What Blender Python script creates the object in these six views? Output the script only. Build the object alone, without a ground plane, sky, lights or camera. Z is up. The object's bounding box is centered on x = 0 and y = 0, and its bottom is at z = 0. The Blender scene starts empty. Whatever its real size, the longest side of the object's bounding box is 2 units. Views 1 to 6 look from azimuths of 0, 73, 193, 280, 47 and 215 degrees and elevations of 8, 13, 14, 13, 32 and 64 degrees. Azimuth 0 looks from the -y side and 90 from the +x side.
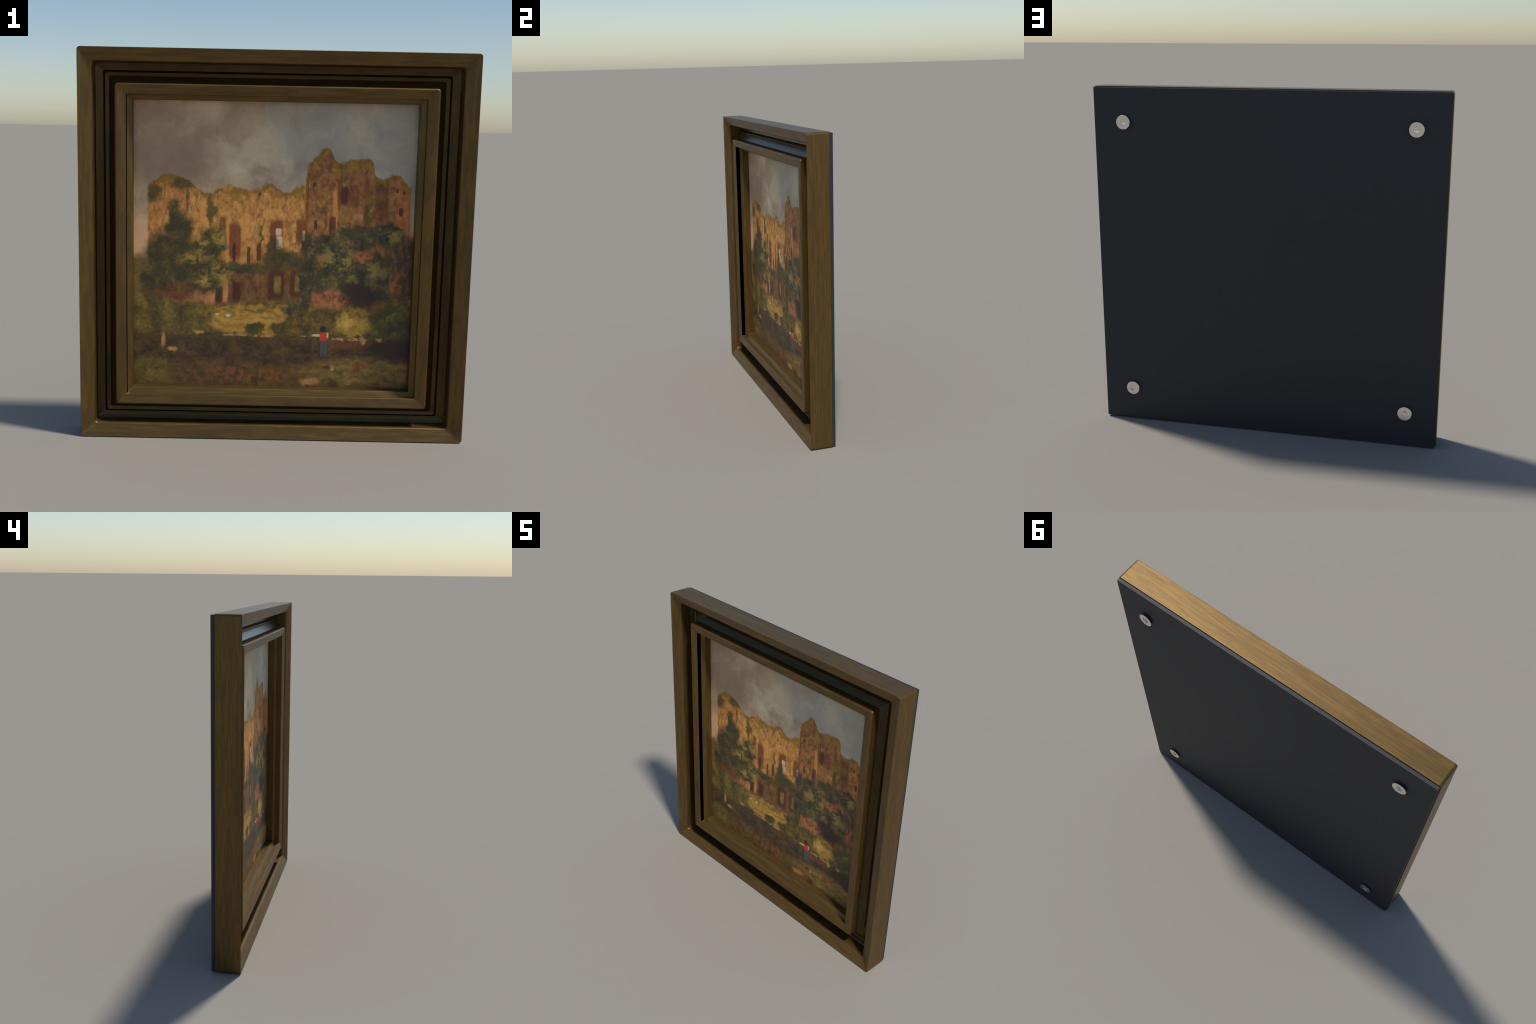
import bpy, math
from mathutils import Vector

# ---------------------------------------------------------------- measures
HALF = 1.0              # half width and half height of the frame
FRONT = -0.0915         # foremost ridge of the frame
BACK = 0.0545           # back of the frame, where the panel begins
PANEL_BACK = 0.0766
PICTURE_Y = 0.0370
# the four rails have slightly different widths
WIDE = {"left": 1.05, "right": 1.118, "top": 1.0, "bottom": 1.0}

root = bpy.data.objects.new("framed_painting", None)
root["label"] = "square bronze-brown wooden picture frame holding a ruined castle landscape"
root["category"] = "framed painting"
bpy.context.collection.objects.link(root)


# ---------------------------------------------------------------- node helper
class Nodes:
    def __init__(self, name):
        self.mat = bpy.data.materials.new(name)
        self.mat.use_nodes = True
        self.t = self.mat.node_tree
        self.t.nodes.clear()
        self.out = self.t.nodes.new("ShaderNodeOutputMaterial")
        self.bsdf = self.t.nodes.new("ShaderNodeBsdfPrincipled")
        self.t.links.new(self.bsdf.outputs[0], self.out.inputs[0])
        self.fields, self.cache, self.after = {}, {}, None

    def field(self, name):
        """a shared texture, made to wait for the latest paint layer so that layers are worked out one by one"""
        if self.after is None:
            return self.fields[name]
        if name not in self.cache:
            v = self.fields[name]
            if "wait" not in self.cache:
                self.cache["wait"] = self.math("MULTIPLY", self.after, 1e-7)
            wait = self.cache["wait"]
            self.cache[name] = self.vec("ADD", v, wait) if v.type == "VECTOR" else self.math("ADD", v, wait)
        return self.cache[name]

    def put(self, sock, v):
        if isinstance(v, str):
            v = self.field(v)
        if isinstance(v, bpy.types.NodeSocket):
            self.t.links.new(v, sock)
        elif isinstance(v, (tuple, list)) and sock.type == "RGBA" and len(v) == 3:
            sock.default_value = (*v, 1.0)
        else:
            sock.default_value = v

    def coords(self):
        return self.t.nodes.new("ShaderNodeTexCoord").outputs["Object"]

    def math(self, op, a, b=0.0, c=0.0, clamp=False):
        n = self.t.nodes.new("ShaderNodeMath")
        n.operation = op
        n.use_clamp = clamp
        for s, v in zip(n.inputs, (a, b, c)):
            self.put(s, v)
        return n.outputs[0]

    def vec(self, op, a, b=(0, 0, 0), c=(0, 0, 0)):
        n = self.t.nodes.new("ShaderNodeVectorMath")
        n.operation = op
        for s, v in zip(n.inputs, (a, b, c)):
            self.put(s, v)
        return n.outputs["Value"] if op in ("LENGTH", "DOT_PRODUCT", "DISTANCE") else n.outputs[0]

    def noise(self, v, scale, detail=3.0, rough=0.5, color=False, dist=0.0):
        n = self.t.nodes.new("ShaderNodeTexNoise")
        self.put(n.inputs["Vector"], v)
        n.inputs["Scale"].default_value = scale
        n.inputs["Detail"].default_value = detail
        n.inputs["Roughness"].default_value = rough
        n.inputs["Distortion"].default_value = dist
        return n.outputs["Color" if color else "Fac"]

    def span(self, v, lo, hi, a=0.0, b=1.0, smooth=True):
        n = self.t.nodes.new("ShaderNodeMapRange")
        n.interpolation_type = "SMOOTHSTEP" if smooth else "LINEAR"
        for s, x in zip(n.inputs, (v, lo, hi, a, b)):
            self.put(s, x)
        return n.outputs[0]

    def mix(self, f, a, b, blend="MIX"):
        n = self.t.nodes.new("ShaderNodeMix")
        n.data_type = "RGBA"
        n.blend_type = blend
        self.put(n.inputs[0], f)
        self.put(n.inputs[6], a)
        self.put(n.inputs[7], b)
        if self.fields:
            self.after, self.cache = n.outputs[2], {}
        return n.outputs[2]

    def ramp(self, f, stops):
        n = self.t.nodes.new("ShaderNodeValToRGB")
        e = n.color_ramp.elements
        while len(e) < len(stops):
            e.new(0.5)
        for s, (p, c) in zip(e, stops):
            s.position = p
            s.color = (*c, 1.0)
        self.put(n.inputs[0], f)
        return n.outputs[0]

    def curve(self, f, points):
        n = self.t.nodes.new("ShaderNodeFloatCurve")
        c = n.mapping.curves[0]
        while len(c.points) < len(points):
            c.points.new(0.5, 0.5)
        for p, (x, y) in zip(c.points, points):
            p.location = (x, y)
            p.handle_type = "VECTOR"
        n.mapping.update()
        self.put(n.inputs["Value"], f)
        return n.outputs[0]

    def split(self, v):
        n = self.t.nodes.new("ShaderNodeSeparateXYZ")
        self.put(n.inputs[0], v)
        return n.outputs

    def join(self, x, y, z):
        n = self.t.nodes.new("ShaderNodeCombineXYZ")
        for s, v in zip(n.inputs, (x, y, z)):
            self.put(s, v)
        return n.outputs[0]

    def bump(self, h, strength, dist):
        n = self.t.nodes.new("ShaderNodeBump")
        n.inputs["Strength"].default_value = strength
        n.inputs["Distance"].default_value = dist
        self.put(n.inputs["Height"], h)
        self.t.links.new(n.outputs[0], self.bsdf.inputs["Normal"])

    def set(self, **kw):
        for k, v in kw.items():
            self.put(self.bsdf.inputs[k.replace("_", " ")], v)
        return self.mat


# ---------------------------------------------------------------- materials
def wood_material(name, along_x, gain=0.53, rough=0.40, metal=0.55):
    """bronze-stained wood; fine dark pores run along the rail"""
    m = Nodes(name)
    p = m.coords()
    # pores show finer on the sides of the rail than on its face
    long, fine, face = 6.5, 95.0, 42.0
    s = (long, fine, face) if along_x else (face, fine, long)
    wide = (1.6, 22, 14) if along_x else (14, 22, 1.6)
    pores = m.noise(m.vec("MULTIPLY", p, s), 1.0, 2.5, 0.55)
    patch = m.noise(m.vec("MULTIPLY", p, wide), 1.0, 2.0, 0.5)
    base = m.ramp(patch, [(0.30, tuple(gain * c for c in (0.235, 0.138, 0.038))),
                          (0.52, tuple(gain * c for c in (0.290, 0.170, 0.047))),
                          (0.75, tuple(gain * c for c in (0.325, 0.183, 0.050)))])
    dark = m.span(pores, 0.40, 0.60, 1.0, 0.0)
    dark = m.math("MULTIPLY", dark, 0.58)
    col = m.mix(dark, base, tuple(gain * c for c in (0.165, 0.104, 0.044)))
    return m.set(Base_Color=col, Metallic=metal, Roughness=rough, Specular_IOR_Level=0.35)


def plain_material(name, color, rough, metallic=0.0, specular=0.5):
    m = Nodes(name)
    p = m.coords()
    n = m.noise(p, 14.0, 4.0)
    col = m.mix(n, tuple(c * 0.94 for c in color), tuple(c * 1.06 for c in color))
    return m.set(Base_Color=col, Roughness=rough, Metallic=metallic, Specular_IOR_Level=specular)


WOOD = {True: wood_material("wood_grain_across", True), False: wood_material("wood_grain_upright", False)}
GROOVE = {True: wood_material("groove_wood_across", True, 0.27, 0.21, 0.6),  # same frame wood, base colour darkened for the recess's shade and dark reflections
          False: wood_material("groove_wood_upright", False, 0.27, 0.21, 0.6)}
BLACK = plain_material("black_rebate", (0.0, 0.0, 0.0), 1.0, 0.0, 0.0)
PANEL = plain_material("black_board", (0.0245, 0.0260, 0.0295), 0.58, 0.0, 0.4)
STEEL = plain_material("polished_steel", (0.82, 0.80, 0.77), 0.09, 1.0)


# ---------------------------------------------------------------- mouldings
def arc(c, r, a0, a1, n):
    return [(c[0] + r * math.cos(math.radians(a0 + (a1 - a0) * i / n)),
             c[1] + r * math.sin(math.radians(a0 + (a1 - a0) * i / n))) for i in range(n + 1)]


# cross-sections as (distance from the outer edge, y, corner radius)
OUTER = ([(0.150, BACK, 0.004), (0.0012, BACK, 0.015), (0.0003, BACK - 0.0005, 0.016), (0.0, BACK - 0.0015, 0.016),
          (0.0, FRONT + 0.0022, 0.016), (0.0006, FRONT + 0.0007, 0.016), (0.0022, FRONT, 0.015),
          (0.0600, -0.0655, 0.018), (0.0640, -0.0628, 0.018), (0.0668, -0.0590, 0.018), (0.0686, -0.0530, 0.018),
          (0.0690, -0.0450, 0.018), (0.0690, 0.0180, 0.018)])
GROOVE_SECTION = [(0.0690, 0.0180, 0.018), (0.0870, 0.0270, 0.012), (0.1045, 0.0275, 0.012), (0.1160, 0.0130, 0.012),
                  (0.1172, 0.0115, 0.012), (0.1187, 0.0115, 0.012), (0.1340, 0.0150, 0.010), (0.1715, -0.0080, 0.010)]
INNER = ([(0.1715, -0.0080, 0.010), (0.1717, -0.0480, 0.012)] +
         [(x, y, 0.014) for x, y in arc((0.1827, -0.0590), 0.0110, 180, 255, 6)] +
         [(0.1880, -0.0687, 0.013), (0.2225, -0.0598, 0.011), (0.2245, -0.0588, 0.011), (0.2257, -0.0570, 0.011)])
INNER_WALL = [(0.2257, -0.0570, 0.011), (0.2257, -0.0270, 0.011)]
STEP = [(0.2257, -0.0270, 0.011), (0.2262, -0.0262, 0.010), (0.2475, -0.0140, 0.002), (0.2495, -0.0122, 0.0015),
        (0.2500, -0.0100, 0.0010), (0.2500, PICTURE_Y + 0.010, 0.0010)]
ARC = 8


def loop(d, y, r):
    """rounded rectangle inset by d, clockwise seen from the front, starting at the top left corner"""
    l, rt = -HALF + d * WIDE["left"], HALF - d * WIDE["right"]
    b, t = d * WIDE["bottom"], 2 * HALF - d * WIDE["top"]
    pts = []
    for cx, cz, a0 in ((l + r, t - r, 180), (rt - r, t - r, 90), (rt - r, b + r, 0), (l + r, b + r, -90)):
        for i in range(ARC + 1):
            a = math.radians(a0 - 90 * i / ARC)
            pts.append(Vector((cx + r * math.cos(a), y, cz + r * math.sin(a))))
    return pts


SIDES = ("top", "right", "bottom", "left")


def section_normals(section):
    """normals at both ends of every segment: long segments stay flat, short ones round over"""
    seg = []
    for (d0, y0, _), (d1, y1, _) in zip(section, section[1:]):
        t = Vector((d1 - d0, y1 - y0))
        seg.append((Vector((t.y, -t.x)).normalized(), t.length))
    ends = []
    for j, (n, l) in enumerate(seg):
        pair = []
        for k in (j - 1, j + 1):
            if 0 <= k < len(seg) and n.angle(seg[k][0]) < math.radians(40):
                pair.append((n * l ** 3 + seg[k][0] * seg[k][1] ** 3).normalized())
            else:
                pair.append(n.copy())
        ends.append(pair)
    return ends


def ring(name, section, mats):
    """four mitred rails swept round the frame; one object per rail"""
    loops = [loop(*s) for s in section]
    out = []
    for a0 in (180, 90, 0, -90):
        out += [Vector((math.cos(math.radians(a0 - 90 * i / ARC)), 0, math.sin(math.radians(a0 - 90 * i / ARC))))
                for i in range(ARC + 1)]
    ends = section_normals(section)
    n = len(out)
    for s, side in enumerate(SIDES):
        first = s * (ARC + 1) + ARC // 2
        cols = [(first + q) % n for q in range(ARC + 2)]
        w = len(cols)
        vs = [l[c] for l in loops for c in cols]
        fs, ns = [], []
        for j in range(len(loops) - 1):
            for i in range(w - 1):
                fs.append((j * w + i, (j + 1) * w + i, (j + 1) * w + i + 1, j * w + i + 1))
                for row, col in ((0, i), (1, i), (1, i + 1), (0, i + 1)):
                    nd, ny = ends[j][row]
                    ns.append(out[cols[col]] * -nd + Vector((0, ny, 0)))
        me = bpy.data.meshes.new(name)
        me.from_pydata(vs, [], fs)
        me.polygons.foreach_set("use_smooth", [True] * len(fs))
        me.update()
        if me.polygons[0].normal.dot(ns[0]) < 0:
            ns = [-v for v in ns]
        me.normals_split_custom_set([tuple(v) for v in ns])
        me.materials.append(mats[side] if side in mats else mats[side in ("top", "bottom")])
        o = bpy.data.objects.new(name, me)
        o.parent = root
        bpy.context.collection.objects.link(o)


ring("frame_rail", OUTER, WOOD)
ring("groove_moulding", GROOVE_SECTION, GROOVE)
ring("inner_rail", INNER, WOOD)
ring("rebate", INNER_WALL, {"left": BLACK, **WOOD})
ring("stepped_slip", STEP, WOOD)


# ---------------------------------------------------------------- boards
def box(name, lo, hi, mat, bevel=0.0):
    x0, y0, z0 = lo
    x1, y1, z1 = hi
    v = [(x, y, z) for x in (x0, x1) for y in (y0, y1) for z in (z0, z1)]
    f = [(0, 1, 3, 2), (4, 6, 7, 5), (0, 4, 5, 1), (2, 3, 7, 6), (0, 2, 6, 4), (1, 5, 7, 3)]
    me = bpy.data.meshes.new(name)
    me.from_pydata(v, [], f)
    me.update()
    me.materials.append(mat)
    o = bpy.data.objects.new(name, me)
    o.parent = root
    bpy.context.collection.objects.link(o)
    if bevel:
        m = o.modifiers.new("edge", "BEVEL")
        m.width = bevel
        m.segments = 2
    return o


PANEL_HALF = 0.9935
box("back_panel", (-PANEL_HALF, BACK + 0.0015, HALF - PANEL_HALF), (PANEL_HALF, PANEL_BACK, HALF + PANEL_HALF), PANEL, 0.0008)

# ---------------------------------------------------------------- painting
P_L, P_R = -HALF + 0.250 * WIDE["left"], HALF - 0.250 * WIDE["right"]
P_B, P_T = 0.250, 1.750


def pigment(r, g, b):
    """sRGB paint colour (0-255) as linear values, tinted against the bluish skylight by varnish"""
    warm_grade = (1.07, 0.97, 0.80)
    return tuple(((c / 255 / 12.92) if c / 255 <= 0.04045 else ((c / 255 + 0.055) / 1.055) ** 2.4) * v
                 for c, v in zip((r, g, b), warm_grade))


# castle skyline: (across, down) as fractions of the picture
SKYLINE = [(0.000, 0.316), (0.041, 0.316), (0.047, 0.288), (0.081, 0.268), (0.105, 0.248), (0.133, 0.249), (0.157, 0.258), (0.174, 0.263), 
            (0.209, 0.279), (0.227, 0.302), (0.250, 0.310), (0.279, 0.314), (0.313, 0.291), (0.336, 0.283), (0.377, 0.290), (0.406, 0.298), 
            (0.447, 0.295), (0.470, 0.277), (0.493, 0.276), (0.510, 0.291), (0.534, 0.305), (0.557, 0.304), (0.574, 0.288), (0.597, 0.283), 
            (0.612, 0.285), (0.612, 0.221), (0.629, 0.195), (0.652, 0.179), (0.663, 0.157), (0.683, 0.151), (0.703, 0.167), (0.713, 0.192), 
            (0.728, 0.203), (0.745, 0.204), (0.760, 0.191), (0.796, 0.188), (0.831, 0.187), (0.850, 0.197), (0.856, 0.245), (0.874, 0.254), 
            (0.903, 0.250), (0.920, 0.236), (0.943, 0.243), (0.967, 0.263), (0.976, 0.282), (1.000, 0.282)]


def picture_material():
    """loose landscape stand-in: cloudy sky, ochre castle ruin, ivy, meadow, dark foreground, one small figure.
    All places are in per cent of the picture: across from the left, down from the top."""
    m = Nodes("oil_painting")
    x, _, z = m.split(m.coords())
    across = m.span(x, P_L, P_R, 0.0, 100.0, False)
    down = m.span(z, P_T, P_B, 0.0, 100.0, False)
    p = m.join(across, down, 0.0)

    def warp(amount, scale, detail, seed):
        n = m.noise(m.vec("ADD", p, (seed, seed * 0.7, 3.0)), scale, detail, 0.6, True)
        return m.vec("MULTIPLY_ADD", m.vec("SUBTRACT", n, (0.5, 0.5, 0.5)), (amount, amount, 0.0), p)

    leafy = warp(6.0, 0.26, 3.5, 11.0)
    rough = warp(2.2, 0.45, 3.0, 31.0)
    crisp = warp(0.7, 0.8, 2.0, 51.0)
    clouds = warp(26.0, 0.045, 5.0, 71.0)

    # brush textures
    clump = m.noise(leafy, 0.20, 3.5, 0.52)
    leaf = m.noise(p, 0.9, 2.0, 0.55)
    foliage = m.math("MULTIPLY_ADD", leaf, 0.30, m.math("MULTIPLY", clump, 0.76))
    stone = m.noise(m.vec("MULTIPLY", rough, (1.0, 0.55, 1.0)), 0.55, 5.0, 0.68)
    strokes = m.noise(m.vec("MULTIPLY", rough, (1.0, 1.9, 1.0)), 0.3, 4.0, 0.6)
    streaks = m.noise(m.vec("MULTIPLY", rough, (1.0, 0.12, 1.0)), 0.65, 3.0, 0.6)

    billow = m.noise(clouds, 0.065, 6.0, 0.62)
    m.fields = dict(across=across, down=down, p=p, leafy=leafy, rough=rough, crisp=crisp, clouds=clouds, clump=clump,
                    foliage=foliage, stone=stone, strokes=strokes, streaks=streaks, billow=billow,
                    crisp_across=m.split(crisp)[0], rough_across=m.split(rough)[0], rough_down=m.split(rough)[1])
    across, down, p, leafy, rough, crisp, clouds = "across", "down", "p", "leafy", "rough", "crisp", "clouds"
    clump, foliage, stone, strokes, streaks, billow = "clump", "foliage", "stone", "strokes", "streaks", "billow"

    def oval(field, cx, cy, rx, ry, soft=0.25):
        q = m.vec("MULTIPLY_ADD", field, (1 / rx, 1 / ry, 0), (-cx / rx, -cy / ry, 0))
        return m.span(m.vec("LENGTH", q), 1 + soft, 1 - soft, 0.0, 1.0)

    def slab(field, cx, cy, rx, ry, soft=0.2):
        q = m.split(m.vec("ABSOLUTE", m.vec("MULTIPLY_ADD", field, (1 / rx, 1 / ry, 0), (-cx / rx, -cy / ry, 0))))
        r = m.math("POWER", m.math("ADD", m.math("POWER", q[0], 5.0), m.math("POWER", q[1], 5.0)), 0.2)
        return m.span(r, 1 + soft, 1 - soft, 0.0, 1.0)

    def union(masks):
        out = masks[0]
        for k in masks[1:]:
            out = m.math("MAXIMUM", out, k)
        return out

    def tone(f, *colours):
        n = len(colours)
        return m.ramp(f, [(0.33 + 0.34 * i / (n - 1), pigment(*c)) for i, c in enumerate(colours)])

    def leaves(dark, mid, light):
        return m.ramp(foliage, [(0.38, pigment(*dark)), (0.54, pigment(*mid)), (0.72, pigment(*light))])

    # ---- sky
    warm = tone(billow, (160, 138, 120), (184, 161, 139), (210, 188, 163))
    cool = tone(billow, (156, 155, 154), (172, 168, 162), (200, 190, 174))
    sky = m.mix(m.span(m.math("MULTIPLY_ADD", billow, 24.0, across), 48.0, 82.0), warm, cool)
    sky = m.mix(m.math("MULTIPLY", oval(clouds, 12.7, 19.1, 12.69, 7.83, 0.6), 0.6), sky, pigment(160, 138, 120))
    sky = m.mix(m.math("MULTIPLY", oval(clouds, 41.6, 17.5, 11.52, 7.82, 0.8), 0.7), sky,
                tone(billow, (184, 168, 148), (222, 210, 184), (246, 238, 214)))
    sky = m.mix(m.math("MULTIPLY", oval(clouds, 23.0, 4.0, 6.87, 3.30, 0.8), 0.6), sky, pigment(214, 200, 172))
    sky = m.mix(m.math("MULTIPLY", oval(clouds, 51.6, 4.0, 3.43, 4.40, 0.8), 0.5), sky, pigment(158, 164, 168))
    sky = m.mix(m.math("MULTIPLY", oval(clouds, 56.4, 12.8, 4.60, 4.44, 0.8), 0.5), sky, pigment(172, 176, 176))
    glow = m.span(down, 32.0, 50.0, 0.0, 1.0)
    sky = m.mix(glow, sky, tone(billow, (212, 172, 140), (232, 192, 154)))
    col = sky

    # ---- far trees at the left
    far = union([oval(leafy, 0.6, 59.2, 4.71, 6.40), oval(leafy, 1.1, 67.3, 4.73, 8.22)])
    col = m.mix(far, col, leaves((96, 88, 56), (128, 108, 62), (160, 126, 68)))

    # ---- castle: skyline profile across the picture
    u100 = m.math("DIVIDE", "crisp_across", 100.0)
    top = m.math("MULTIPLY", m.curve(u100, SKYLINE), 100.0)
    depth = m.math("MULTIPLY_ADD", m.math("SUBTRACT", m.math("MULTIPLY_ADD", stone, 0.6, m.math("MULTIPLY", streaks, 0.4)), 0.5), 4.0, m.math("SUBTRACT", "rough_down", top))
    left = m.span("crisp_across", 4.6, 5.3)
    right = m.span("crisp_across", 99.2, 98.2)
    castle = m.math("MULTIPLY", m.span(depth, -0.4, 0.5), m.math("MULTIPLY", left, right))
    light = tone(stone, (148, 100, 58), (202, 146, 82), (230, 180, 108))
    tower = tone(stone, (110, 72, 48), (154, 108, 68), (190, 140, 86))
    corner = tone(stone, (150, 92, 56), (188, 120, 72), (206, 140, 90))
    wall = m.mix(m.span("crisp_across", 61.3, 62.2), light, tower)
    wall = m.mix(m.span("crisp_across", 92.5, 94.9), wall, corner)
    bast = m.math("MULTIPLY", m.span("rough_across", 21.0, 18.6), 0.7)
    wall = m.mix(bast, wall, tone(stone, (140, 92, 54), (190, 132, 76), (210, 154, 92)))
    wall = m.mix(m.span(streaks, 0.56, 0.70, 0.0, 0.55), wall, pigment(118, 76, 46))
    low = m.math("MULTIPLY", m.span(down, 45.0, 62.0), 0.5)
    wall = m.mix(low, wall, pigment(154, 98, 54))
    # lighter buttresses, dark recesses
    pale = union([slab(crisp, *k) for k in ((25.0, 36.9, 1.28, 5.12), (33.6, 50.4, 0.70, 6.69), (39.9, 42.3, 1.63, 4.57), (71.8, 36.0, 0.93, 6.82), (46.9, 42.2, 0.93, 6.87))])
    wall = m.mix(m.math("MULTIPLY", pale, 0.55), wall, pigment(232, 166, 92))
    shade = union([slab(crisp, *k) for k in ((61.7, 36.2, 0.58, 10.83), (73.3, 28.1, 0.93, 7.90), (82.8, 33.6, 0.93, 8.52), (88.1, 32.3, 2.55, 7.94), (19.1, 33.6, 0.46, 4.53), (77.8, 31.4, 2.55, 3.84))])
    wall = m.mix(m.math("MULTIPLY", shade, 0.6), wall, pigment(104, 58, 38))
    arches = union([slab(crisp, *k) for k in ((31.7, 45.0, 1.17, 5.73), (36.2, 47.9, 2.11, 6.44), (51.0, 45.1, 2.34, 4.81), (59.8, 44.0, 1.63, 4.35))])
    wall = m.mix(m.math("MULTIPLY", arches, 0.85), wall, pigment(118, 66, 42))
    slots = union([slab(crisp, *k) for k in ((36.0, 52.1, 0.59, 3.46), (41.2, 53.2, 0.59, 3.23), (44.9, 51.6, 0.82, 3.23), (71.0, 42.0, 1.17, 3.20), (64.9, 41.8, 0.58, 1.60), (75.0, 31.4, 1.16, 3.16), (64.1, 27.8, 0.58, 0.56), (95.3, 36.7, 0.70, 1.48), (93.7, 29.3, 0.46, 0.68), (96.1, 29.7, 0.46, 1.01), (44.8, 31.1, 0.46, 0.68))])
    wall = m.mix(m.math("MULTIPLY", slots, 0.85), wall, pigment(76, 44, 36))
    panes = union([slab(p, *k, 0.15) for k in ((51.8, 44.4, 1.05, 1.26), (52.1, 48.7, 1.17, 2.87), (60.8, 45.6, 0.47, 1.72))])
    wall = m.mix(panes, wall, pigment(226, 192, 168))
    moss = m.math("MULTIPLY", m.span(m.math("MULTIPLY_ADD", clump, -26.0, depth), -9.5, -12.5), 0.9)
    wall = m.mix(moss, wall, leaves((84, 78, 40), (140, 114, 48), (186, 136, 62)))
    ivy = union([oval(leafy, *k, 0.4) for k in ((27.4, 36.9, 1.40, 5.12), (7.0, 31.6, 2.90, 2.82), (83.8, 35.8, 1.16, 5.68), (45.6, 45.6, 0.70, 5.16), (67.5, 36.1, 2.09, 0.91), (17.4, 28.0, 3.48, 2.48))])
    wall = m.mix(m.math("MULTIPLY", ivy, 0.85), wall, leaves((64, 64, 38), (92, 84, 44), (130, 110, 54)))
    col = m.mix(castle, col, wall)

    # ---- lower arcade and courtyard
    base = slab(rough, 44.8, 64.1, 17.69, 8.19, 0.15)
    col = m.mix(base, col, tone(stone, (90, 62, 44), (120, 86, 56), (146, 108, 70)))
    col = m.mix(slab(crisp, 51.3, 63.1, 2.95, 5.37), col, pigment(92, 56, 42))
    col = m.mix(slab(crisp, 58.4, 62.5, 2.12, 4.90), col, pigment(98, 60, 42))
    col = m.mix(slab(crisp, 37.1, 65.8, 1.53, 3.51), col, pigment(84, 50, 40))
    col = m.mix(slab(crisp, 30.4, 66.4, 1.18, 3.74), col, pigment(82, 50, 40))
    col = m.mix(union([slab(crisp, 51.8, 63.1, 1.18, 2.91, 0.35), slab(crisp, 59.0, 62.5, 0.94, 2.80, 0.35)]), col, leaves((124, 104, 58), (152, 128, 70), (180, 152, 86)))
    col = m.mix(union([slab(crisp, 27.7, 66.6, 1.65, 3.98), slab(crisp, 33.0, 65.9, 0.94, 3.74)]), col, tone(stone, (186, 116, 74), (216, 158, 112)))
    ivy = union([oval(leafy, *k, 0.35) for k in ((40.0, 57.5, 9.99, 2.09), (51.6, 54.1, 5.63, 3.70), (49.8, 50.7, 2.11, 3.69), (57.5, 54.0, 3.52, 3.24), (36.4, 56.7, 4.70, 1.62))])
    col = m.mix(ivy, col, leaves((62, 60, 42), (84, 76, 48), (114, 98, 56)))
    col = m.mix(m.span(m.math("MULTIPLY_ADD", clump, 8.0, m.math("SUBTRACT", down, 4.0)), 69.4, 74.1), col, leaves((70, 60, 44), (96, 82, 50), (134, 112, 60)))
    turf = oval(rough, 46.2, 75.2, 22.53, 6.15, 0.2)
    col = m.mix(turf, col, m.mix(m.span(m.math("MULTIPLY_ADD", strokes, 10.0, down), 79.5, 73.5),
                                 tone(strokes, (146, 114, 54), (182, 142, 68), (204, 162, 84)),
                                 tone(strokes, (84, 72, 42), (106, 88, 46), (132, 110, 54))))
    col = m.mix(union([oval(p, 34.1, 74.4, 0.83, 0.59, 0.4), oval(p, 30.2, 74.0, 0.59, 0.35, 0.4)]), col, pigment(214, 206, 184))

    # ---- trees at the left
    tree = union([oval(leafy, *k) for k in ((14.3, 38.8, 1.86, 5.47), (16.1, 43.9, 4.90, 6.30), (28.7, 48.8, 4.45, 5.53), (12.9, 54.3, 9.39, 9.86), (8.2, 62.5, 6.48, 7.59), (22.9, 55.3, 8.81, 8.12), (18.8, 63.5, 12.97, 5.25), (29.4, 59.2, 5.29, 3.72))])
    col = m.mix(tree, col, leaves((58, 56, 44), (78, 72, 48), (124, 106, 58)))
    lit = union([oval(leafy, *k, 0.6) for k in ((22.3, 55.3, 4.70, 4.05), (24.7, 61.0, 2.94, 3.49), (31.1, 58.6, 3.53, 4.06), (30.4, 45.9, 2.34, 3.44), (24.6, 48.3, 1.17, 4.60))])
    col = m.mix(m.math("MULTIPLY", lit, m.span(foliage, 0.44, 0.60, 0.15, 0.95)), col, leaves((96, 88, 48), (142, 122, 60), (196, 164, 92)))
    col = m.mix(m.math("MULTIPLY", oval(leafy, 13.5, 66.5, 7.68, 2.92, 0.5), m.span(stone, 0.42, 0.55)), col, pigment(122, 72, 48))
    col = m.mix(m.math("MULTIPLY", oval(leafy, 23.6, 68.6, 3.55, 2.58, 0.4), 0.85), col, tone(stone, (140, 88, 58), (200, 146, 104)))
    bush = union([oval(leafy, *k) for k in ((9.4, 73.0, 10.43, 5.30), (21.3, 74.5, 7.35, 4.96), (3.5, 77.8, 5.94, 3.55), (17.7, 78.7, 10.69, 3.55))])
    col = m.mix(bush, col, leaves((72, 66, 42), (104, 92, 50), (148, 126, 60)))

    # ---- trees at the right, with red wall and dark hollow
    red = union([slab(rough, 95.8, 57.3, 5.87, 12.23), oval(rough, 81.2, 61.1, 15.30, 9.34)])
    col = m.mix(red, col, tone(stone, (66, 56, 46), (94, 74, 56), (146, 100, 72)))
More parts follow.
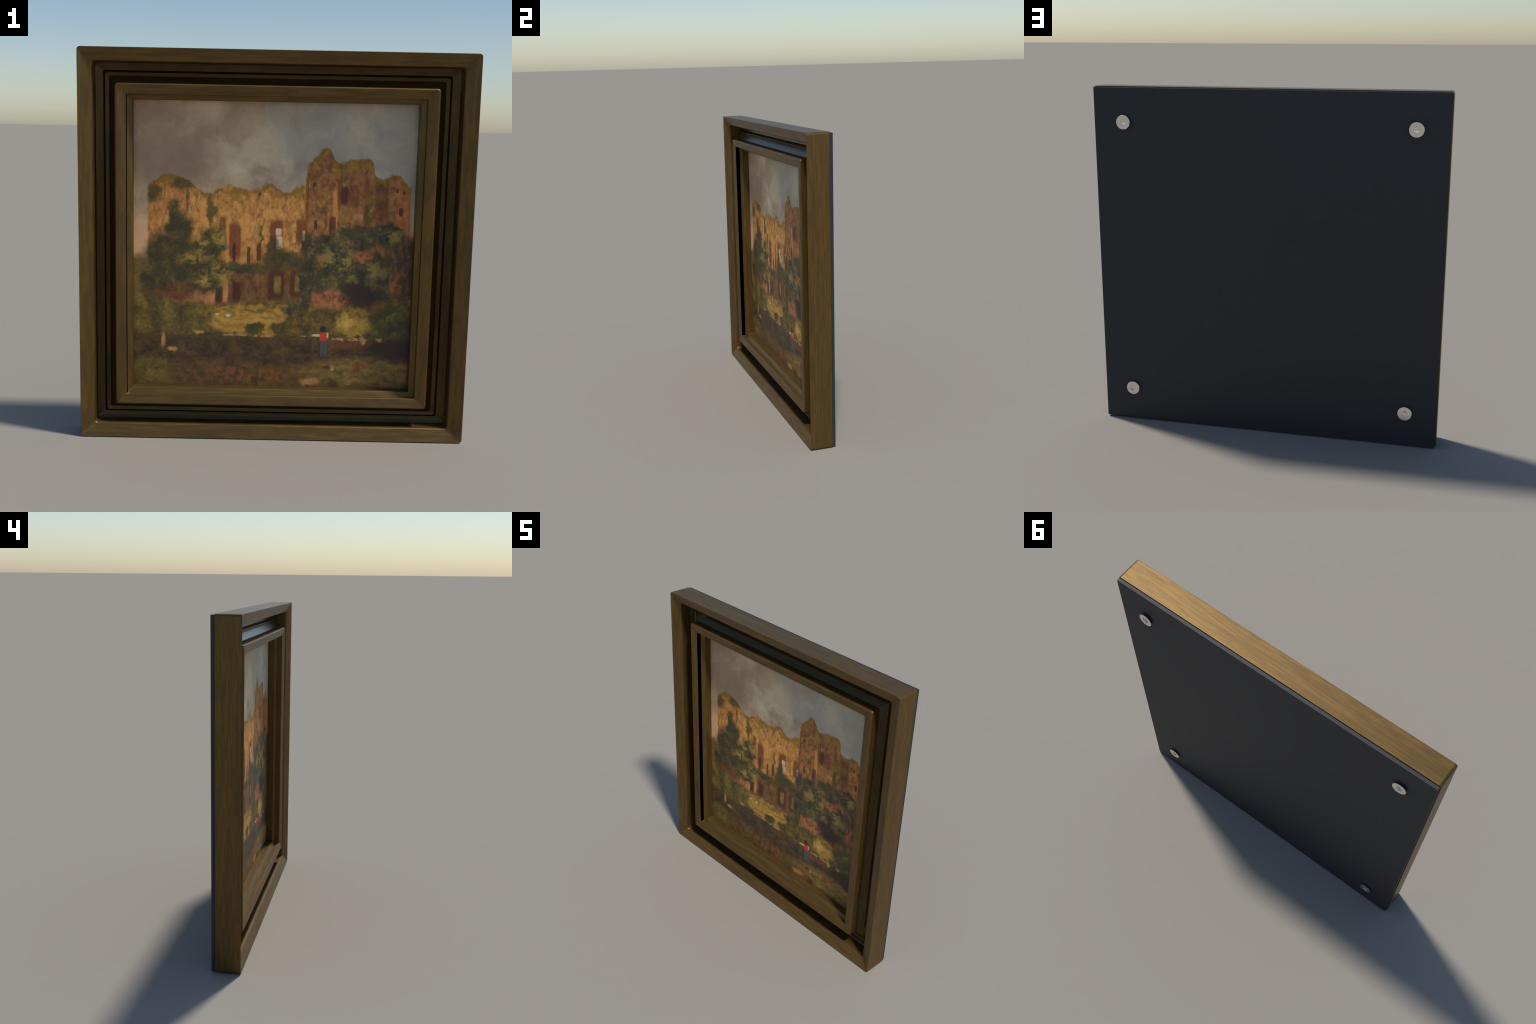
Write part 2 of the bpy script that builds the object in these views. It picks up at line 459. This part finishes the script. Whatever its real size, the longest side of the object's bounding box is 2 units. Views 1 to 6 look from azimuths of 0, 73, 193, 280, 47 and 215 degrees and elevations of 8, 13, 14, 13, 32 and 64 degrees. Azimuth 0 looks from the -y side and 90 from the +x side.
    tree = union([oval(leafy, *k) for k in ((62.7, 51.6, 3.28, 6.93), (62.1, 60.3, 2.59, 12.27), (59.8, 72.6, 5.33, 4.71), (69.1, 49.8, 7.02, 4.38), (78.4, 46.7, 8.18, 5.17), (90.0, 44.8, 7.24, 4.35), (73.4, 56.0, 10.57, 6.73), (84.6, 57.6, 7.64, 6.97), (70.7, 62.5, 8.83, 4.66), (89.6, 64.4, 4.13, 4.67))])
    col = m.mix(tree, col, leaves((54, 52, 44), (80, 74, 54), (138, 120, 70)))
    glints = union([oval(leafy, *k, 0.6) for k in ((72.8, 54.3, 5.28, 4.05), (85.8, 57.5, 3.53, 3.25), (92.9, 45.3, 3.50, 2.06), (78.3, 62.3, 1.65, 2.33))])
    col = m.mix(m.math("MULTIPLY", glints, m.span(foliage, 0.46, 0.62, 0.0, 0.85)), col, pigment(152, 138, 78))
    ember = union([oval(leafy, *k, 0.4) for k in ((82.1, 52.8, 3.28, 1.85), (93.7, 62.0, 2.12, 3.50), (67.5, 53.3, 1.17, 1.62))])
    col = m.mix(m.math("MULTIPLY", ember, m.span(stone, 0.40, 0.55, 0.2, 0.95)), col, pigment(168, 106, 70))
    col = m.mix(oval(leafy, 81.7, 66.3, 6.61, 5.15, 0.5), col, pigment(58, 46, 44))
    rock = oval(leafy, 70.3, 68.1, 5.91, 3.05, 0.5)
    col = m.mix(m.math("MULTIPLY", rock, m.span(stone, 0.36, 0.52, 0.25, 1.0)), col, tone(stone, (132, 84, 58), (200, 134, 94)))
    bush = union([oval(leafy, *k) for k in ((58.1, 78.0, 7.12, 3.08), (65.2, 76.1, 7.12, 4.96), (95.3, 71.9, 5.92, 3.77), (72.3, 75.9, 5.93, 4.73))])
    col = m.mix(bush, col, leaves((72, 66, 42), (104, 88, 48), (156, 124, 58)))
    col = m.mix(oval(leafy, 79.7, 76.4, 6.17, 5.44), col, leaves((112, 94, 48), (168, 138, 66), (214, 174, 92)))
    col = m.mix(oval(leafy, 92.6, 77.9, 7.36, 7.35), col, leaves((70, 66, 50), (90, 86, 54), (140, 124, 70)))

    # ---- foreground bank
    edge = m.math("ADD", down, m.math("MULTIPLY", m.math("SUBTRACT", clump, 0.5), 16.0))
    bank = m.span(edge, 81.5, 82.9)
    earth = m.mix(m.span(strokes, 0.50, 0.70, 0.0, 0.7), leaves((56, 48, 42), (78, 64, 46), (110, 92, 54)), pigment(104, 74, 50))
    col = m.mix(bank, col, earth)
    col = m.mix(m.math("MULTIPLY", m.span(down, 89.5, 94.3), m.span(stone, 0.38, 0.6, 0.3, 0.9)), col,
                tone(strokes, (86, 66, 44), (112, 88, 48), (134, 92, 56)))
    col = m.mix(oval(leafy, 6.1, 94.4, 5.99, 5.05, 0.4), col, leaves((78, 68, 42), (108, 96, 48), (136, 122, 60)))
    lawn = oval(rough, 84.3, 94.1, 22.73, 5.05, 0.3)
    col = m.mix(lawn, col, tone(strokes, (94, 78, 50), (124, 102, 60), (150, 124, 72)))
    col = m.mix(m.math("MULTIPLY", oval(leafy, 95.9, 86.1, 8.94, 4.06, 0.4), 0.9), col, pigment(66, 54, 52))
    col = m.mix(m.math("MULTIPLY", oval(leafy, 44.2, 95.5, 15.57, 2.65, 0.5), m.span(stone, 0.46, 0.62, 0.0, 0.8)), col, pigment(142, 90, 58))
    ledge = union([slab(crisp, *k, 0.5) for k in ((36.8, 81.4, 4.04, 0.36), (46.9, 81.6, 3.09, 0.42), (77.9, 82.3, 6.54, 0.47), (64.2, 81.4, 3.57, 0.24))])
    col = m.mix(m.math("MULTIPLY", ledge, m.span(stone, 0.44, 0.56, 0.1, 0.9)), col, pigment(204, 160, 108))
    col = m.mix(m.math("MULTIPLY", slab(crisp, 76.8, 84.5, 7.38, 1.43, 0.4), 0.7), col, tone(stone, (84, 56, 46), (134, 90, 60)))
    col = m.mix(union([oval(leafy, 43.9, 79.2, 4.04, 2.37), oval(leafy, 53.6, 79.0, 4.04, 2.61)]), col, leaves((62, 60, 38), (86, 78, 42), (128, 108, 50)))
    rubble = union([oval(rough, *k, 0.5) for k in ((10.6, 83.6, 0.83, 2.38), (14.0, 86.9, 1.67, 0.83), (23.7, 80.4, 1.43, 0.71), (64.0, 97.9, 3.36, 1.21), (72.6, 92.8, 0.72, 1.08), (89.2, 82.3, 0.95, 0.71), (83.3, 82.8, 0.95, 1.43))])
    col = m.mix(m.math("MULTIPLY", rubble, 0.85), col, tone(stone, (170, 124, 80), (214, 170, 114)))
    col = m.mix(union([oval(rough, 72.8, 98.7, 2.04, 1.33, 0.4), oval(rough, 70.5, 92.7, 1.91, 0.72, 0.5)]), col, pigment(88, 58, 48))
    col = m.mix(union([oval(rough, 80.9, 92.3, 1.91, 0.72, 0.5), oval(rough, 83.9, 92.0, 1.91, 0.72, 0.5)]), col, tone(strokes, (120, 52, 48), (176, 100, 72)))

    # ---- the small figure
    col = m.mix(union([slab(p, 68.5, 85.8, 0.60, 2.86), slab(p, 69.8, 85.6, 0.60, 2.98)]), col, pigment(82, 92, 94))
    col = m.mix(union([slab(p, 66.4, 81.0, 1.55, 0.41, 0.4), slab(p, 70.3, 81.0, 0.48, 0.95, 0.4)]), col, pigment(222, 200, 172))
    col = m.mix(slab(p, 68.9, 81.5, 1.31, 1.54), col, pigment(206, 70, 52))
    col = m.mix(oval(p, 68.7, 78.7, 1.07, 1.18), col, pigment(46, 50, 48))

    return m.set(Base_Color=col, Roughness=0.55, Specular_IOR_Level=0.3)


box("painting", (P_L - 0.004, PICTURE_Y, P_B - 0.004), (P_R + 0.004, PICTURE_Y + 0.012, P_T + 0.004), picture_material())


# ---------------------------------------------------------------- screws
def screw_mesh():
    """countersunk hex-socket screw, axis on y, face at y = 0, head running to negative y"""
    n = 48
    R, H = 0.0405, 0.0178
    def circle(r, y):
        return [Vector((r * math.sin(2 * math.pi * i / n), y, r * math.cos(2 * math.pi * i / n))) for i in range(n)]
    def hexa(r, y):
        out = []
        for i in range(n):
            a, b = divmod(i, n // 6)
            p = [Vector((r * math.sin(math.pi / 3 * k), y, r * math.cos(math.pi / 3 * k))) for k in (a, a + 1)]
            out.append(p[0].lerp(p[1], b / (n // 6)))
        return out
    rings = [circle(0.025, -0.030), circle(0.0290, -0.0145), circle(0.0398, -0.0036), circle(R, -0.0032), circle(R, -0.0008),
             circle(R - 0.0008, 0.0), hexa(0.0178, 0.0), hexa(0.0173, -0.0005), hexa(0.0172, -0.0105)]
    verts = [v for r in rings for v in r] + [Vector((0, -0.0125, 0))]
    faces = []
    for j in range(len(rings) - 1):
        for i in range(n):
            k = (i + 1) % n
            faces.append((j * n + i, (j + 1) * n + i, (j + 1) * n + k, j * n + k))
    last = (len(rings) - 1) * n
    faces += [(last + i, len(verts) - 1, last + (i + 1) % n) for i in range(n)]
    me = bpy.data.meshes.new("screw")
    me.from_pydata(verts, [], faces)
    me.polygons.foreach_set("use_smooth", [True] * len(faces))
    me.update()
    me.set_sharp_from_angle(angle=math.radians(25))
    me.materials.append(STEEL)
    return me


SCREW = screw_mesh()
for sx in (-1, 1):
    for sz in (-1, 1):
        o = bpy.data.objects.new("screw", SCREW)
        o.location = (sx * 0.8178, -FRONT, 1.0028 + sz * 0.7992)
        o.parent = root
        bpy.context.collection.objects.link(o)
